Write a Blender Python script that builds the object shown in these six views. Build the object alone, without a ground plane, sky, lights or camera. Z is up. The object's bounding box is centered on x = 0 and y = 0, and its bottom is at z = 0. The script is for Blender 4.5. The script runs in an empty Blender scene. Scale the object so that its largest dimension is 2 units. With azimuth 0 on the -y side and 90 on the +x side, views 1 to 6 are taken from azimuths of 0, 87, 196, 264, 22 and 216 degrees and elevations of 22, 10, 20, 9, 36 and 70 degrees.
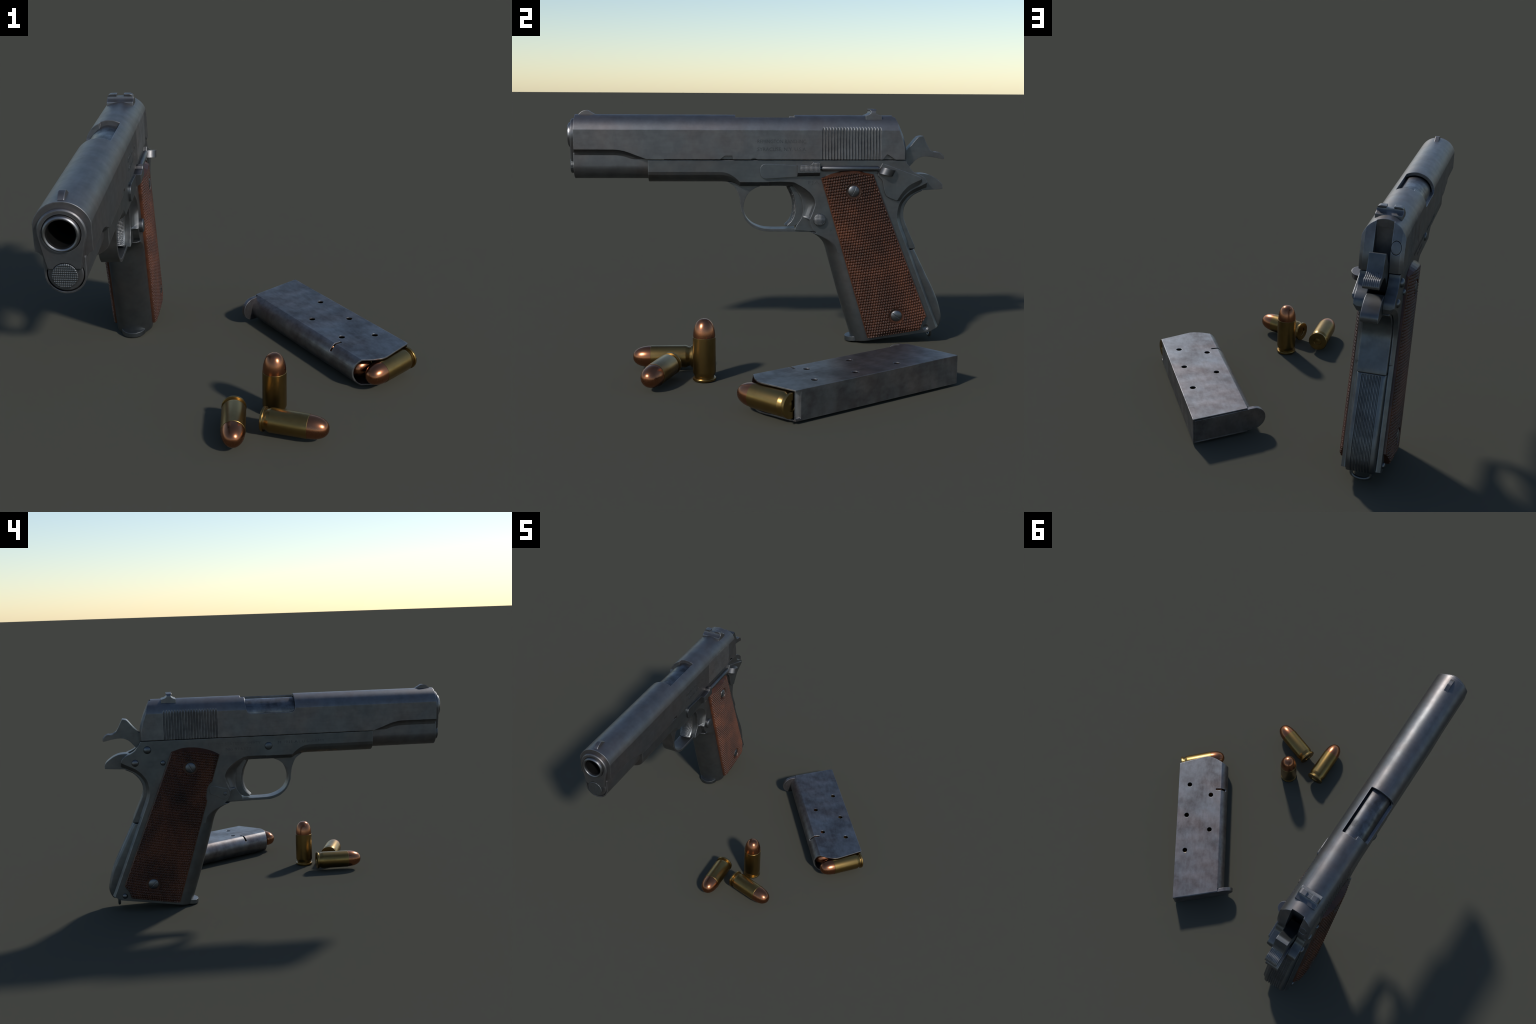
# A service pistol standing upright on the toe of its magazine, a spare loaded
# magazine lying on its side, and three loose cartridges.
import bpy, bmesh, math
from math import sin, cos, pi, sqrt, radians
from mathutils import Vector, Matrix

SC = bpy.context.scene.collection
GX = -0.6355                      # the pistol stands in the plane x = GX, muzzle to -y

# ------------------------------------------------------------------ materials
def nodes_of(name):
    m = bpy.data.materials.new(name)
    m.use_nodes = True
    nt = m.node_tree
    return m, nt, nt.nodes["Principled BSDF"]

def N(nt, kind, **kw):
    n = nt.nodes.new(kind)
    for k, v in kw.items():
        if k in n.inputs:
            n.inputs[k].default_value = v
        else:
            setattr(n, k, v)
    return n

def ramp(nt, fac, stops):
    r = nt.nodes.new("ShaderNodeValToRGB")
    el = r.color_ramp.elements
    while len(el) < len(stops):
        el.new(0.5)
    for e, (p, c) in zip(el, stops):
        e.position = p
        e.color = (c[0], c[1], c[2], 1) if hasattr(c, "__len__") else (c, c, c, 1)
    nt.links.new(fac, r.inputs["Fac"])
    return r

def coords(nt, scale=(1, 1, 1), rot=(0, 0, 0)):
    tc = nt.nodes.new("ShaderNodeTexCoord")
    mp = nt.nodes.new("ShaderNodeMapping")
    mp.inputs["Scale"].default_value = scale
    mp.inputs["Rotation"].default_value = rot
    nt.links.new(tc.outputs["Object"], mp.inputs["Vector"])
    return mp.outputs["Vector"]

def steel(name, dark, light, rough=(0.36, 0.5), brush=(60, 6, 60), edge=0.004,
          blotch=9.0, knurl=None, metallic=1.0, wear=0.45, wear_width=0.006):
    """Worn parkerised steel: cloudy patches, fine brushed streaks, softened edges."""
    m, nt, b = nodes_of(name)
    L = nt.links.new
    cloud = N(nt, "ShaderNodeTexNoise", Scale=blotch, Detail=8.0, Roughness=0.62)
    L(coords(nt), cloud.inputs["Vector"])
    grain = N(nt, "ShaderNodeTexNoise", Scale=1.0, Detail=4.0, Roughness=0.6)
    L(coords(nt, brush), grain.inputs["Vector"])
    mixf = N(nt, "ShaderNodeMix", data_type='FLOAT')
    mixf.inputs[0].default_value = 0.22
    L(cloud.outputs["Fac"], mixf.inputs[2])
    L(grain.outputs["Fac"], mixf.inputs[3])
    col = ramp(nt, mixf.outputs[0], [(0.36, dark), (0.64, light)])
    tone = N(nt, "ShaderNodeTexNoise", Scale=4.5, Detail=3.0, Roughness=0.5)
    L(coords(nt, (1.3, 1, 1)), tone.inputs["Vector"])
    tr = ramp(nt, tone.outputs["Fac"], [(0.42, (0.97, 1.0, 1.02)), (0.66, (1.08, 0.98, 0.94))])
    tint = N(nt, "ShaderNodeMix", data_type='RGBA', blend_type='MULTIPLY')
    tint.inputs[0].default_value = 1.0
    L(col.outputs["Color"], tint.inputs[6]); L(tr.outputs["Color"], tint.inputs[7])
    # rubbed edges: where a small rounding turns the normal, the finish has worn to pale metal
    wb = N(nt, "ShaderNodeBevel", samples=4, Radius=wear_width)
    geo = nt.nodes.new("ShaderNodeNewGeometry")
    dot = N(nt, "ShaderNodeVectorMath", operation='DOT_PRODUCT')
    L(wb.outputs["Normal"], dot.inputs[0]); L(geo.outputs["Normal"], dot.inputs[1])
    wr = ramp(nt, dot.outputs["Value"], [(0.86, 1.0), (0.992, 0.0)])
    wn = ramp(nt, cloud.outputs["Fac"], [(0.38, 0.25), (0.60, 1.0)])
    wm = N(nt, "ShaderNodeMath", operation='MULTIPLY')
    L(wr.outputs["Color"], wm.inputs[0]); L(wn.outputs["Color"], wm.inputs[1])
    wk = N(nt, "ShaderNodeMath", operation='MULTIPLY')
    wk.inputs[1].default_value = wear
    L(wm.outputs[0], wk.inputs[0])
    worn = N(nt, "ShaderNodeMix", data_type='RGBA')
    L(wk.outputs[0], worn.inputs[0]); L(tint.outputs[2], worn.inputs[6])
    worn.inputs[7].default_value = (0.40, 0.405, 0.42, 1)
    L(worn.outputs[2], b.inputs["Base Color"])
    rr = ramp(nt, mixf.outputs[0], [(0.35, rough[1]), (0.65, rough[0])])
    L(rr.outputs["Color"], b.inputs["Roughness"])
    b.inputs["Metallic"].default_value = metallic
    bev = N(nt, "ShaderNodeBevel", samples=4, Radius=edge)
    if knurl:
        tc = nt.nodes.new("ShaderNodeTexCoord")
        sep = nt.nodes.new("ShaderNodeSeparateXYZ")
        L(tc.outputs["Object"], sep.inputs[0])
        acc = None
        for i in range(3):
            mul = N(nt, "ShaderNodeMath", operation='MULTIPLY')
            mul.inputs[1].default_value = 2 * pi / knurl
            L(sep.outputs[i], mul.inputs[0])
            s = N(nt, "ShaderNodeMath", operation='SINE')
            L(mul.outputs[0], s.inputs[0])
            if acc is None:
                acc = s
            else:
                a = N(nt, "ShaderNodeMath", operation='ADD')
                L(acc.outputs[0], a.inputs[0]); L(s.outputs[0], a.inputs[1])
                acc = a
        bump = N(nt, "ShaderNodeBump", Strength=0.6, Distance=0.0007)
        L(acc.outputs[0], bump.inputs["Height"])
    else:
        bump = N(nt, "ShaderNodeBump", Strength=0.05, Distance=0.002)
        L(grain.outputs["Fac"], bump.inputs["Height"])
    L(bev.outputs["Normal"], bump.inputs["Normal"])
    L(bump.outputs["Normal"], b.inputs["Normal"])
    return m

STEEL = steel("parkerised_steel", (0.130, 0.128, 0.130), (0.180, 0.178, 0.181), rough=(0.41, 0.46), wear=0.75, blotch=15.0, metallic=0.90)
FRAME = steel("frame_steel", (0.108, 0.112, 0.114), (0.148, 0.153, 0.155), rough=(0.41, 0.46), wear=0.7, blotch=14.0, metallic=0.92)
CHAMBER = steel("barrel_steel", (0.07, 0.07, 0.073), (0.21, 0.21, 0.215), rough=(0.30, 0.46), blotch=14.0, brush=(70, 20, 70))
BRIGHT = steel("polished_steel", (0.20, 0.20, 0.205), (0.27, 0.27, 0.275), rough=(0.33, 0.42))
KNURL = steel("knurled_steel", (0.115, 0.117, 0.12), (0.165, 0.168, 0.17), rough=(0.42, 0.5), knurl=0.0066, edge=0.002, wear=0.0)
SCREW = steel("screw_steel", (0.12, 0.125, 0.13), (0.17, 0.175, 0.18), rough=(0.38, 0.48), edge=0.003)
MAGST = steel("magazine_steel", (0.112, 0.102, 0.103), (0.250, 0.247, 0.251), rough=(0.39, 0.46),
              brush=(22, 60, 40), blotch=11.0, edge=0.003, wear=0.8, metallic=0.93)
MARK = steel("stamped_steel", (0.085, 0.088, 0.09), (0.13, 0.133, 0.135), rough=(0.5, 0.6), edge=0.001, wear=0.0)
BORE_SHADE = steel("bore_shade", (0.004, 0.004, 0.004), (0.008, 0.008, 0.008), rough=(0.75, 0.85), metallic=0.0, wear=0.0)  # near-black lining: the shade inside the bore is put into its colour
BORE_SHADE.node_tree.nodes["Principled BSDF"].inputs["Specular IOR Level"].default_value = 0.05

def metal(name, c0, c1, rough):
    m, nt, b = nodes_of(name)
    n = N(nt, "ShaderNodeTexNoise", Scale=14.0, Detail=6.0, Roughness=0.6)
    nt.links.new(coords(nt, (1, 1, 0.5)), n.inputs["Vector"])
    r = ramp(nt, n.outputs["Fac"], [(0.35, c0), (0.65, c1)])
    nt.links.new(r.outputs["Color"], b.inputs["Base Color"])
    r2 = ramp(nt, n.outputs["Fac"], [(0.3, rough + 0.05), (0.7, rough - 0.03)])
    nt.links.new(r2.outputs["Color"], b.inputs["Roughness"])
    b.inputs["Metallic"].default_value = 1.0
    return m

BRASS = metal("cartridge_brass", (0.228, 0.142, 0.047), (0.315, 0.203, 0.071), 0.32)
COPPER = metal("copper_jacket", (0.31, 0.122, 0.060), (0.40, 0.165, 0.084), 0.27)

def walnut():
    m, nt, b = nodes_of("brown_grip_plastic")
    L = nt.links.new
    c = N(nt, "ShaderNodeTexNoise", Scale=3.6, Detail=4.0, Roughness=0.6, Distortion=0.6)
    L(coords(nt, (1, 1, 0.6), (0.3, 0, 0)), c.inputs["Vector"])
    g = N(nt, "ShaderNodeTexNoise", Scale=1.0, Detail=5.0, Roughness=0.6)
    L(coords(nt, (30, 120, 14), (radians(19), 0, 0)), g.inputs["Vector"])
    mx = N(nt, "ShaderNodeMix", data_type='FLOAT')
    mx.inputs[0].default_value = 0.25
    L(c.outputs["Fac"], mx.inputs[2]); L(g.outputs["Fac"], mx.inputs[3])
    col = ramp(nt, mx.outputs[0], [(0.38, (0.026, 0.013, 0.0085)), (0.50, (0.056, 0.0205, 0.0110)),
                                   (0.62, (0.104, 0.0345, 0.0160))])
    L(col.outputs["Color"], b.inputs["Base Color"])
    b.inputs["Roughness"].default_value = 0.36
    b.inputs["Specular IOR Level"].default_value = 0.38
    return m

GRIP = walnut()

# ------------------------------------------------------------------ geometry helpers
PARENTS = []
def obj_from_bm(name, bm, mat, parent=None, angle=32.0, link=True):
    bmesh.ops.recalc_face_normals(bm, faces=bm.faces[:])
    me = bpy.data.meshes.new(name)
    bm.to_mesh(me)
    bm.free()
    o = bpy.data.objects.new(name, me)
    if mat:
        me.materials.append(mat)
    SC.objects.link(o)
    finish(o, angle)
    if parent:
        PARENTS.append((o, parent))      # joined up at the very end, so that cutters meet in one frame
    return o

def finish(o, angle=32.0):
    me = o.data
    me.polygons.foreach_set("use_smooth", [True] * len(me.polygons))
    me.set_sharp_from_angle(angle=radians(angle))
    me.update()

def modify(o, kind, angle=32.0, **kw):
    md = o.modifiers.new("m", kind)
    for k, v in kw.items():
        setattr(md, k, v)
    dg = bpy.context.evaluated_depsgraph_get()
    me = bpy.data.meshes.new_from_object(o.evaluated_get(dg))
    o.modifiers.clear()
    old = o.data
    me.name = old.name
    mats = list(old.materials)
    o.data = me
    me.materials.clear()
    for m in mats:
        me.materials.append(m)
    me.polygons.foreach_set("material_index", [0] * len(me.polygons))
    bpy.data.meshes.remove(old)
    finish(o, angle)
    return o

def weighted(o, angle=14.0):
    """Flat faces keep flat normals beside small curved ones."""
    finish(o, angle)
    md = o.modifiers.new("w", 'WEIGHTED_NORMAL')
    md.keep_sharp = True
    dg = bpy.context.evaluated_depsgraph_get()
    me = bpy.data.meshes.new_from_object(o.evaluated_get(dg))
    o.modifiers.clear()
    old = o.data
    o.data = me
    me.name = old.name
    bpy.data.meshes.remove(old)
    return o

def drop(o):
    me = o.data
    bpy.data.objects.remove(o)
    bpy.data.meshes.remove(me)

def boolean(o, cutter, op='DIFFERENCE', angle=32.0):
    modify(o, 'BOOLEAN', angle, operation=op, object=cutter, solver='EXACT')
    drop(cutter)
    return o

def bevel(o, w, seg=2, lim=35.0, angle=32.0):
    return modify(o, 'BEVEL', angle, width=w, segments=seg, limit_method='ANGLE',
                  angle_limit=radians(lim), use_clamp_overlap=True, harden_normals=False)

def curve(pts, n=6, closed=False):
    """Catmull-Rom spline through the points."""
    out = []
    k = len(pts)
    rng = range(k if closed else k - 1)
    for i in rng:
        g = (lambda j: pts[j % k]) if closed else (lambda j: pts[min(max(j, 0), k - 1)])
        p0, p1, p2, p3 = g(i - 1), g(i), g(i + 1), g(i + 2)
        for s in range(n):
            t = s / n
            out.append(tuple(0.5 * (2 * b + (c - a) * t + (2 * a - 5 * b + 4 * c - d) * t * t
                                    + (3 * b - a - 3 * c + d) * t ** 3)
                             for a, b, c, d in zip(p0, p1, p2, p3)))
    if not closed:
        out.append(tuple(pts[-1]))
    return out

def lookup(table, x):
    """Smooth interpolation in a short table of (x, value) stations."""
    if x <= table[0][0]:
        return table[0][1]
    for (a, va), (b, vb) in zip(table, table[1:]):
        if x <= b:
            return va + (vb - va) * (x - a) / (b - a)
    return table[-1][1]

def smooth(a, b, x):
    t = min(1, max(0, (x - a) / (b - a)))
    return t * t * (3 - 2 * t)

def prism(name, yz, x0, x1, mat=None, parent=None, angle=32.0):
    """Side profile (y, z) pushed through from x0 to x1."""
    bm = bmesh.new()
    a = [bm.verts.new((x0, y, z)) for y, z in yz]
    b = [bm.verts.new((x1, y, z)) for y, z in yz]
    n = len(yz)
    bm.faces.new(a)
    bm.faces.new(b[::-1])
    for i in range(n):
        bm.faces.new((a[i], b[i], b[(i + 1) % n], a[(i + 1) % n]))
    return obj_from_bm(name, bm, mat, parent, angle)

def loft(name, rings, mat=None, parent=None, angle=32.0, cap=True):
    bm = bmesh.new()
    vs = [[bm.verts.new(p) for p in r] for r in rings]
    n = len(rings[0])
    for r0, r1 in zip(vs, vs[1:]):
        for i in range(n):
            bm.faces.new((r0[i], r0[(i + 1) % n], r1[(i + 1) % n], r1[i]))
    if cap:
        bm.faces.new(vs[0][::-1])
        bm.faces.new(vs[-1])
    return obj_from_bm(name, bm, mat, parent, angle)

def box(name, x0, x1, y0, y1, z0, z1):
    return prism(name, [(y0, z0), (y1, z0), (y1, z1), (y0, z1)], x0, x1)

def lathe(name, prof, axis, origin, mat=None, parent=None, seg=48, angle=32.0, open_start=False):
    """Turned part: profile (radius, distance along axis)."""
    ax = Vector(axis).normalized()
    q = ax.to_track_quat('Z', 'Y')
    o = Vector(origin)
    bm = bmesh.new()
    rings = []
    for r, h in prof:
        if r < 1e-6:
            rings.append([bm.verts.new(o + q @ Vector((0, 0, h)))])
        else:
            rings.append([bm.verts.new(o + q @ Vector((r * cos(2 * pi * i / seg), r * sin(2 * pi * i / seg), h)))
                          for i in range(seg)])
    for a, b in zip(rings, rings[1:]):
        for i in range(seg):
            j = (i + 1) % seg
            if len(a) == 1 and len(b) == 1:
                continue
            if len(a) == 1:
                bm.faces.new((a[0], b[j], b[i]))
            elif len(b) == 1:
                bm.faces.new((a[i], a[j], b[0]))
            else:
                bm.faces.new((a[i], a[j], b[j], b[i]))
    if len(rings[0]) > 1 and not open_start:
        bm.faces.new(rings[0])
    if len(rings[-1]) > 1:
        bm.faces.new(rings[-1])
    return obj_from_bm(name, bm, mat, parent, angle)

def merge(name, objs, mat, parent, angle=32.0):
    bm = bmesh.new()
    for o in objs:
        bm.from_mesh(o.data)
        drop(o)
    return obj_from_bm(name, bm, mat, parent, angle)

def thing(name, label, category, loc):
    e = bpy.data.objects.new(name, None)
    e.empty_display_size = 0.1
    e.location = loc
    e["label"] = label
    e["category"] = category
    SC.objects.link(e)
    return e

def arc(cy, cz, r, a0, a1, n):
    return [(cy + r * cos(radians(a0 + (a1 - a0) * i / n)), cz + r * sin(radians(a0 + (a1 - a0) * i / n)))
            for i in range(n + 1)]

# =================================================================== PISTOL
gun = thing("semi_automatic_pistol", "dark grey steel service pistol with brown checkered grips",
            "pistol", (GX, -0.001, 0.001))

BORE = 1.121        # height of the bore axis
SPRING = 0.966      # height of the recoil spring axis
HW = 0.1015         # slide half width
FW = 0.093          # frame half width

# ------------------------------------------------------------------ slide
def slide_section(y, top_drop=0.0):
    cz, r = 1.1235, 0.1048 - top_drop
    pts = [(HW, 0.9995), (HW, 1.152)]
    a0 = math.asin((1.152 - cz) / 0.1048)
    for i in range(1, 24):
        a = a0 + (pi - 2 * a0) * i / 24
        pts.append((r * cos(a) * (HW / (0.1048 * cos(a0))), cz + r * sin(a)))
    pts += [(-HW, 1.152), (-HW, 0.9995)]
    return [(x, y, z) for x, z in pts]

slide = loft("slide", [slide_section(-0.965), slide_section(0.80)], STEEL, gun)
# rounded back end
rear = curve([(0.698, 1.26), (0.7065, 1.2295), (0.716, 1.220), (0.7255, 1.197), (0.7406, 1.1632), (0.7536, 1.1332), (0.7655, 1.0972),
              (0.774, 1.0611), (0.777, 1.02), (0.777, 0.98)], 5)
def rear_ring(x, d):
    return [(x, y - d, z) for y, z in rear] + [(x, 0.9, 0.98), (x, 0.9, 1.26)]
boolean(slide, loft("cut", [rear_ring(-0.2, 0.011), rear_ring(-0.1018, 0.011), rear_ring(-0.084, 0.0), rear_ring(0.084, 0.0),
                            rear_ring(0.1018, 0.011), rear_ring(0.2, 0.011)]))
# scallop along the lower front flank, its inner edge filleted
edge = [(-1.1, 1.049), (-0.95, 1.049)] + curve([(-0.80, 1.049), (-0.745, 1.048), (-0.70, 1.040), (-0.655, 1.024),
        (-0.59, 0.9995), (-0.55, 0.984)], 5)
for s in (1, -1):
    rings = []
    for y, z in edge:
        d = 0.030
        rings.append([(s * 0.0735, y, 0.90), (s * 0.0735, y, z - d), (s * 0.078, y, z - d * 0.55),
                      (s * 0.088, y, z - d * 0.2), (s * 0.1000, y, z), (s * 0.2, y, z), (s * 0.2, y, 0.90)])
    boolean(slide, loft("cut", rings))
# recoil spring tunnel under the muzzle
tube = [(0.0735, 1.03), (0.0735, SPRING)] + [(0.0735 * cos(radians(a)), SPRING - 0.0735 * sin(radians(a)))
        for a in range(10, 180, 10)] + [(-0.0735, SPRING), (-0.0735, 1.03)]
tun = loft("tube", [[(x, y, z) for x, z in tube] for y in (-0.971, -0.50)])
boolean(slide, tun, 'UNION')
# ejection port on the right and over the top
port = [(-0.127, 1.30), (-0.127, 1.165), (-0.124, 1.145), (-0.115, 1.133), (-0.10, 1.128), (0.135, 1.128),
        (0.150, 1.136), (0.158, 1.152), (0.164, 1.19), (0.164, 1.30)]
boolean(slide, prism("cut", port, -0.25, 0.050))
boolean(slide, prism("cut", [(0.15, 1.13), (0.187, 1.13), (0.187, 1.30), (0.15, 1.30)], -0.040, 0.0503))
# hammer slot in the back, with the deeper firing pin recess
boolean(slide, box("cut", -0.040, 0.040, 0.7055, 0.9, 0.98, 1.30))
boolean(slide, box("cut", -0.0398, 0.0398, 0.696, 0.72, 0.98, 1.187))
boolean(slide, lathe("cut", [(0.090, 0), (0.090, 0.06)], (0, 1, 0), (0, -0.175, BORE), seg=64))
# bushing recess in the front face
boolean(slide, lathe("cut", [(0.068, 0), (0.068, 0.85)], (0, 1, 0), (0, -0.99, BORE)))
boolean(slide, lathe("cut", [(0.0665, 0), (0.0665, 0.2)], (0, 1, 0), (0, -0.99, SPRING)))
# notches along the lower left edge
boolean(slide, prism("cut", [(-0.210, 0.99), (-0.206, 1.0), (-0.184, 1.017), (-0.178, 1.018), (-0.143, 1.018),
                             (-0.139, 1.0), (-0.138, 0.99)], 0.085, 0.2))
boolean(slide, prism("cut", [(-0.052, 0.99)] + arc(-0.03, 0.985, 0.0215, 170, 10, 8) + [(-0.008, 0.99)], 0.09, 0.2))
boolean(slide, prism("cut", [(0.645, 0.99), (0.651, 1.0), (0.671, 1.025), (0.677, 1.026), (0.718, 1.0), (0.722, 0.99)],
                     0.085, 0.2))
# grasping grooves on both flanks
bm = bmesh.new()
P0, P1, NG = 0.334, 0.633, 19
pitch = (P1 - P0) / NG
for s in (1, -1):
    for i in range(NG + 1):
        yc = P0 + pitch * i
        w = pitch * 0.46
        sec = [(yc - w, 0.13), (yc - w, 0.1024), (yc - w * 0.5, 0.0975), (yc, 0.0945), (yc + w * 0.5, 0.0975),
               (yc + w, 0.1024), (yc + w, 0.13)]
        a = [bm.verts.new((s * x, y, 0.95)) for y, x in sec]
        b = [bm.verts.new((s * x, y, 1.1735)) for y, x in sec]
        bm.faces.new(a); bm.faces.new(b[::-1])
        for j in range(7):
            bm.faces.new((a[j], b[j], b[(j + 1) % 7], a[(j + 1) % 7]))
boolean(slide, obj_from_bm("cut", bm, None))
# extractor end seen as a ring in the rear face
ring = lathe("cut", [(0.0245, 0), (0.0245, 0.30), (0.0222, 0.30), (0.0222, 0)], (0, 1, 0), (0, 0, 0))
bm = bmesh.new()
seg = 40
def ringv(r, y):
    return [bm.verts.new((-0.0625 + r * cos(2 * pi * i / seg), y + (-0.36 * (r * sin(2 * pi * i / seg))), 1.115 + 1.28 * r * sin(2 * pi * i / seg)))
            for i in range(seg)]
drop(ring)
R = [ringv(0.0245, 0.740), ringv(0.0245, 0.80), ringv(0.0222, 0.80), ringv(0.0222, 0.740)]
for k in range(4):
    A_, B_ = R[k], R[(k + 1) % 4]
    for i in range(seg):
        bm.faces.new((A_[i], A_[(i + 1) % seg], B_[(i + 1) % seg], B_[i]))
boolean(slide, obj_from_bm("cut", bm, None))

weighted(slide, 12)

# sights
front = curve([(-0.952, 1.218), (-0.946, 1.230), (-0.930, 1.243), (-0.910, 1.2495), (-0.897, 1.249)], 4) + [(-0.858, 1.226), (-0.858, 1.218)]
fs = prism("front_sight", front, -0.012, 0.012, STEEL, slide)
rs_prof = [(0.560, 1.195), (0.560, 1.224)] + curve([(0.562, 1.228), (0.574, 1.232), (0.586, 1.240), (0.589, 1.250)], 4) + \
          [(0.584, 1.2535), (0.583, 1.2615), (0.616, 1.2615), (0.616, 1.254)] + \
          curve([(0.611, 1.249), (0.614, 1.241), (0.626, 1.233), (0.645, 1.228)], 4) + [(0.647, 1.195)]
rs = prism("rear_sight", rs_prof, -0.0635, 0.0635, STEEL, slide)
boolean(rs, box("cut", -0.0175, 0.0175, 0.5, 0.7, 1.2495, 1.3))
under = lathe("cut", [(0.1035, 0), (0.1035, 0.4)], (0, 1, 0), (0, 0.4, 1.1235), seg=96)
boolean(rs, under)
# round the upper outer corners of the leaf
for s in (1, -1):
    yz = [(0.0635 * 1.2, 1.30)] + [(0.0435 + 0.020 * cos(radians(a)), 1.2415 + 0.020 * sin(radians(a))) for a in range(0, 91, 15)] + [(0.0435, 1.30)]
    boolean(rs, loft("cut", [[(s * x, y, z) for x, z in yz] for y in (0.5, 0.7)]))

# ------------------------------------------------------------------ barrel, bushing, spring plug
barrel = lathe("barrel", [(0.0508, -0.97), (0.0508, -0.992), (0.0535, -0.999), (0.0585, -1.0015), (0.0635, -0.998), (0.066, -0.990),
                          (0.066, -0.175)], (0, 1, 0), (0, 0, BORE), BRIGHT, gun, seg=72, open_start=True)
barrel.data.materials[0] = BRIGHT
chamber = lathe("barrel_chamber", [(0.01, -0.18), (0.081, -0.18), (0.085, -0.175), (0.085, 0.192), (0.01, 0.196)], (0, 1, 0), (0, 0, BORE), CHAMBER, barrel, seg=96)
bore = lathe("bore", [(0, -0.22), (0.0506, -0.22), (0.0506, -0.985), (0.0525, -0.985), (0.0525, -0.21), (0, -0.21)], (0, 1, 0), (0, 0, BORE), BORE_SHADE, barrel, seg=64)

def bushing_outline(g=0.0):
    r = 0.0862 - g
    pts = [(r * cos(radians(a)), BORE + r * sin(radians(a))) for a in range(-22, 203, 9)]
    return pts + [(-0.062 + g, 0.992 + g), (-0.058 + g, 0.987 + g), (0.058 - g, 0.987 + g), (0.062 - g, 0.992 + g)]
bush = loft("barrel_bushing", [[(x, -0.93, z) for x, z in bushing_outline()], [(x, -0.982, z) for x, z in bushing_outline()],
                               [(x, -0.9865, z) for x, z in bushing_outline(0.0045)]], STEEL, gun)
boolean(bush, lathe("cut", [(0.0685, 0), (0.0685, 0.3)], (0, 1, 0), (0, -1.1, BORE), seg=64))
boolean(bush, lathe("cut", [(0.0475, 0), (0.0475, 0.3)], (0, 1, 0), (0, -1.1, SPRING), seg=64))
plug = lathe("recoil_spring_plug", [(0.063, -0.90), (0.063, -0.968), (0.060, -0.971), (0.0, -0.971)],
             (0, 1, 0), (0, 0, SPRING), STEEL, gun, seg=64)
plug_face = lathe("plug_button", [(0.0455, -0.96), (0.0455, -0.9895), (0.0435, -0.9915), (0, -0.9915)],
             (0, 1, 0), (0, 0, SPRING), KNURL, plug, seg=64)

# ------------------------------------------------------------------ frame
NB = 12
def frame_section(y):
    """Receiver cross-section: flat flank, ledge, then rounded dust cover or chamfered belly."""
    k = min(1.0, max(0.0, (y + 0.205) / 0.102)) ** 2
    zl = 0.933 + (0.880 - 0.933) * k
    half = [(FW, 0.9945), (FW, zl)]
    a0 = 0.30
    for i in range(1, NB + 1):
        f = i / NB
        a = a0 + (pi / 2 - a0) * f
        c = (FW / cos(a0) * cos(a), 0.9455 - 0.0705 * sin(a) * 0.985)
        if f < 0.34:
            q = (FW - 0.030 * f / 0.34, 0.880 - 0.023 * f / 0.34)
        else:
            q = (0.063 * (1 - (f - 0.34) / 0.66), 0.857)
        half.append((c[0] * (1 - k) + q[0] * k, c[1] * (1 - k) + q[1] * k))
    return [(x, y, z) for x, z in half] + [(-x, y, z) for x, z in half[-2::-1]]
ys = [-0.583] + [-0.205 + 0.102 * i / 16 for i in range(17)] + [0.25]
frame = loft("frame", [frame_section(y) for y in ys], FRAME, gun)

# rear of the receiver with the two horns beside the hammer
def rear_frame_ring(x, k):
    """Side outline of the receiver's back; k = 1 adds the chamfer that runs round the horn and down the back."""
    a = [(0.2, 0.9945, 0, 0), (0.70, 0.9945, 0, 0)]
    b = curve([(0.7755, 0.9945, 0, 0), (0.7803, 0.980, 0, 0), (0.792, 0.9655, 0, 0), (0.8076, 0.9425, 0, 0), (0.8326, 0.927, 0, 0), (0.8515, 0.9195, 0, 0),
               (0.872, 0.908, 0, 0), (0.885, 0.895, 0, 0), (0.8915, 0.880, 0.001, -0.010)], 4)
    c = curve([(0.8905, 0.8770, 0.001, -0.027), (0.853, 0.8585, 0.006, -0.021), (0.8107, 0.8370, 0.012, -0.017), (0.7837, 0.8155, 0.014, -0.012),
               (0.7628, 0.7915, 0.015, -0.009), (0.7466, 0.7670, 0.016, -0.007), (0.7385, 0.7393, 0.017, -0.004), (0.7345, 0.7085, 0.0175, -0.002),
               (0.7367, 0.6777, 0.017, 0.0), (0.7471, 0.6406, 0.017, 0.004), (0.7654, 0.5941, 0.016, 0.005), (0.7835, 0.5500, 0.015, 0.006)], 4)
    d = [(0.79, 0.53, 0, 0), (0.79, 0.50, 0, 0), (0.42, 0.50, 0, 0), (0.40, 0.56, 0, 0)]
    e = curve([(0.361, 0.585, 0, 0), (0.325, 0.600, 0, 0), (0.293, 0.620, 0, 0), (0.274, 0.650, 0, 0), (0.266, 0.682, 0, 0)], 5)
    f = [(0.236, 0.690, 0, 0), (0.236, 0.75, 0, 0), (0.220, 0.81, 0, 0), (0.170, 0.870, 0, 0)]
    return [(x, y + k * dy, z + k * dz) for y, z, dy, dz in a + b + c + d + e + f]
boolean(frame, loft("rear", [rear_frame_ring(-FW, 0), rear_frame_ring(-0.076, 1), rear_frame_ring(0.076, 1), rear_frame_ring(FW, 0)]), 'UNION')

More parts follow.
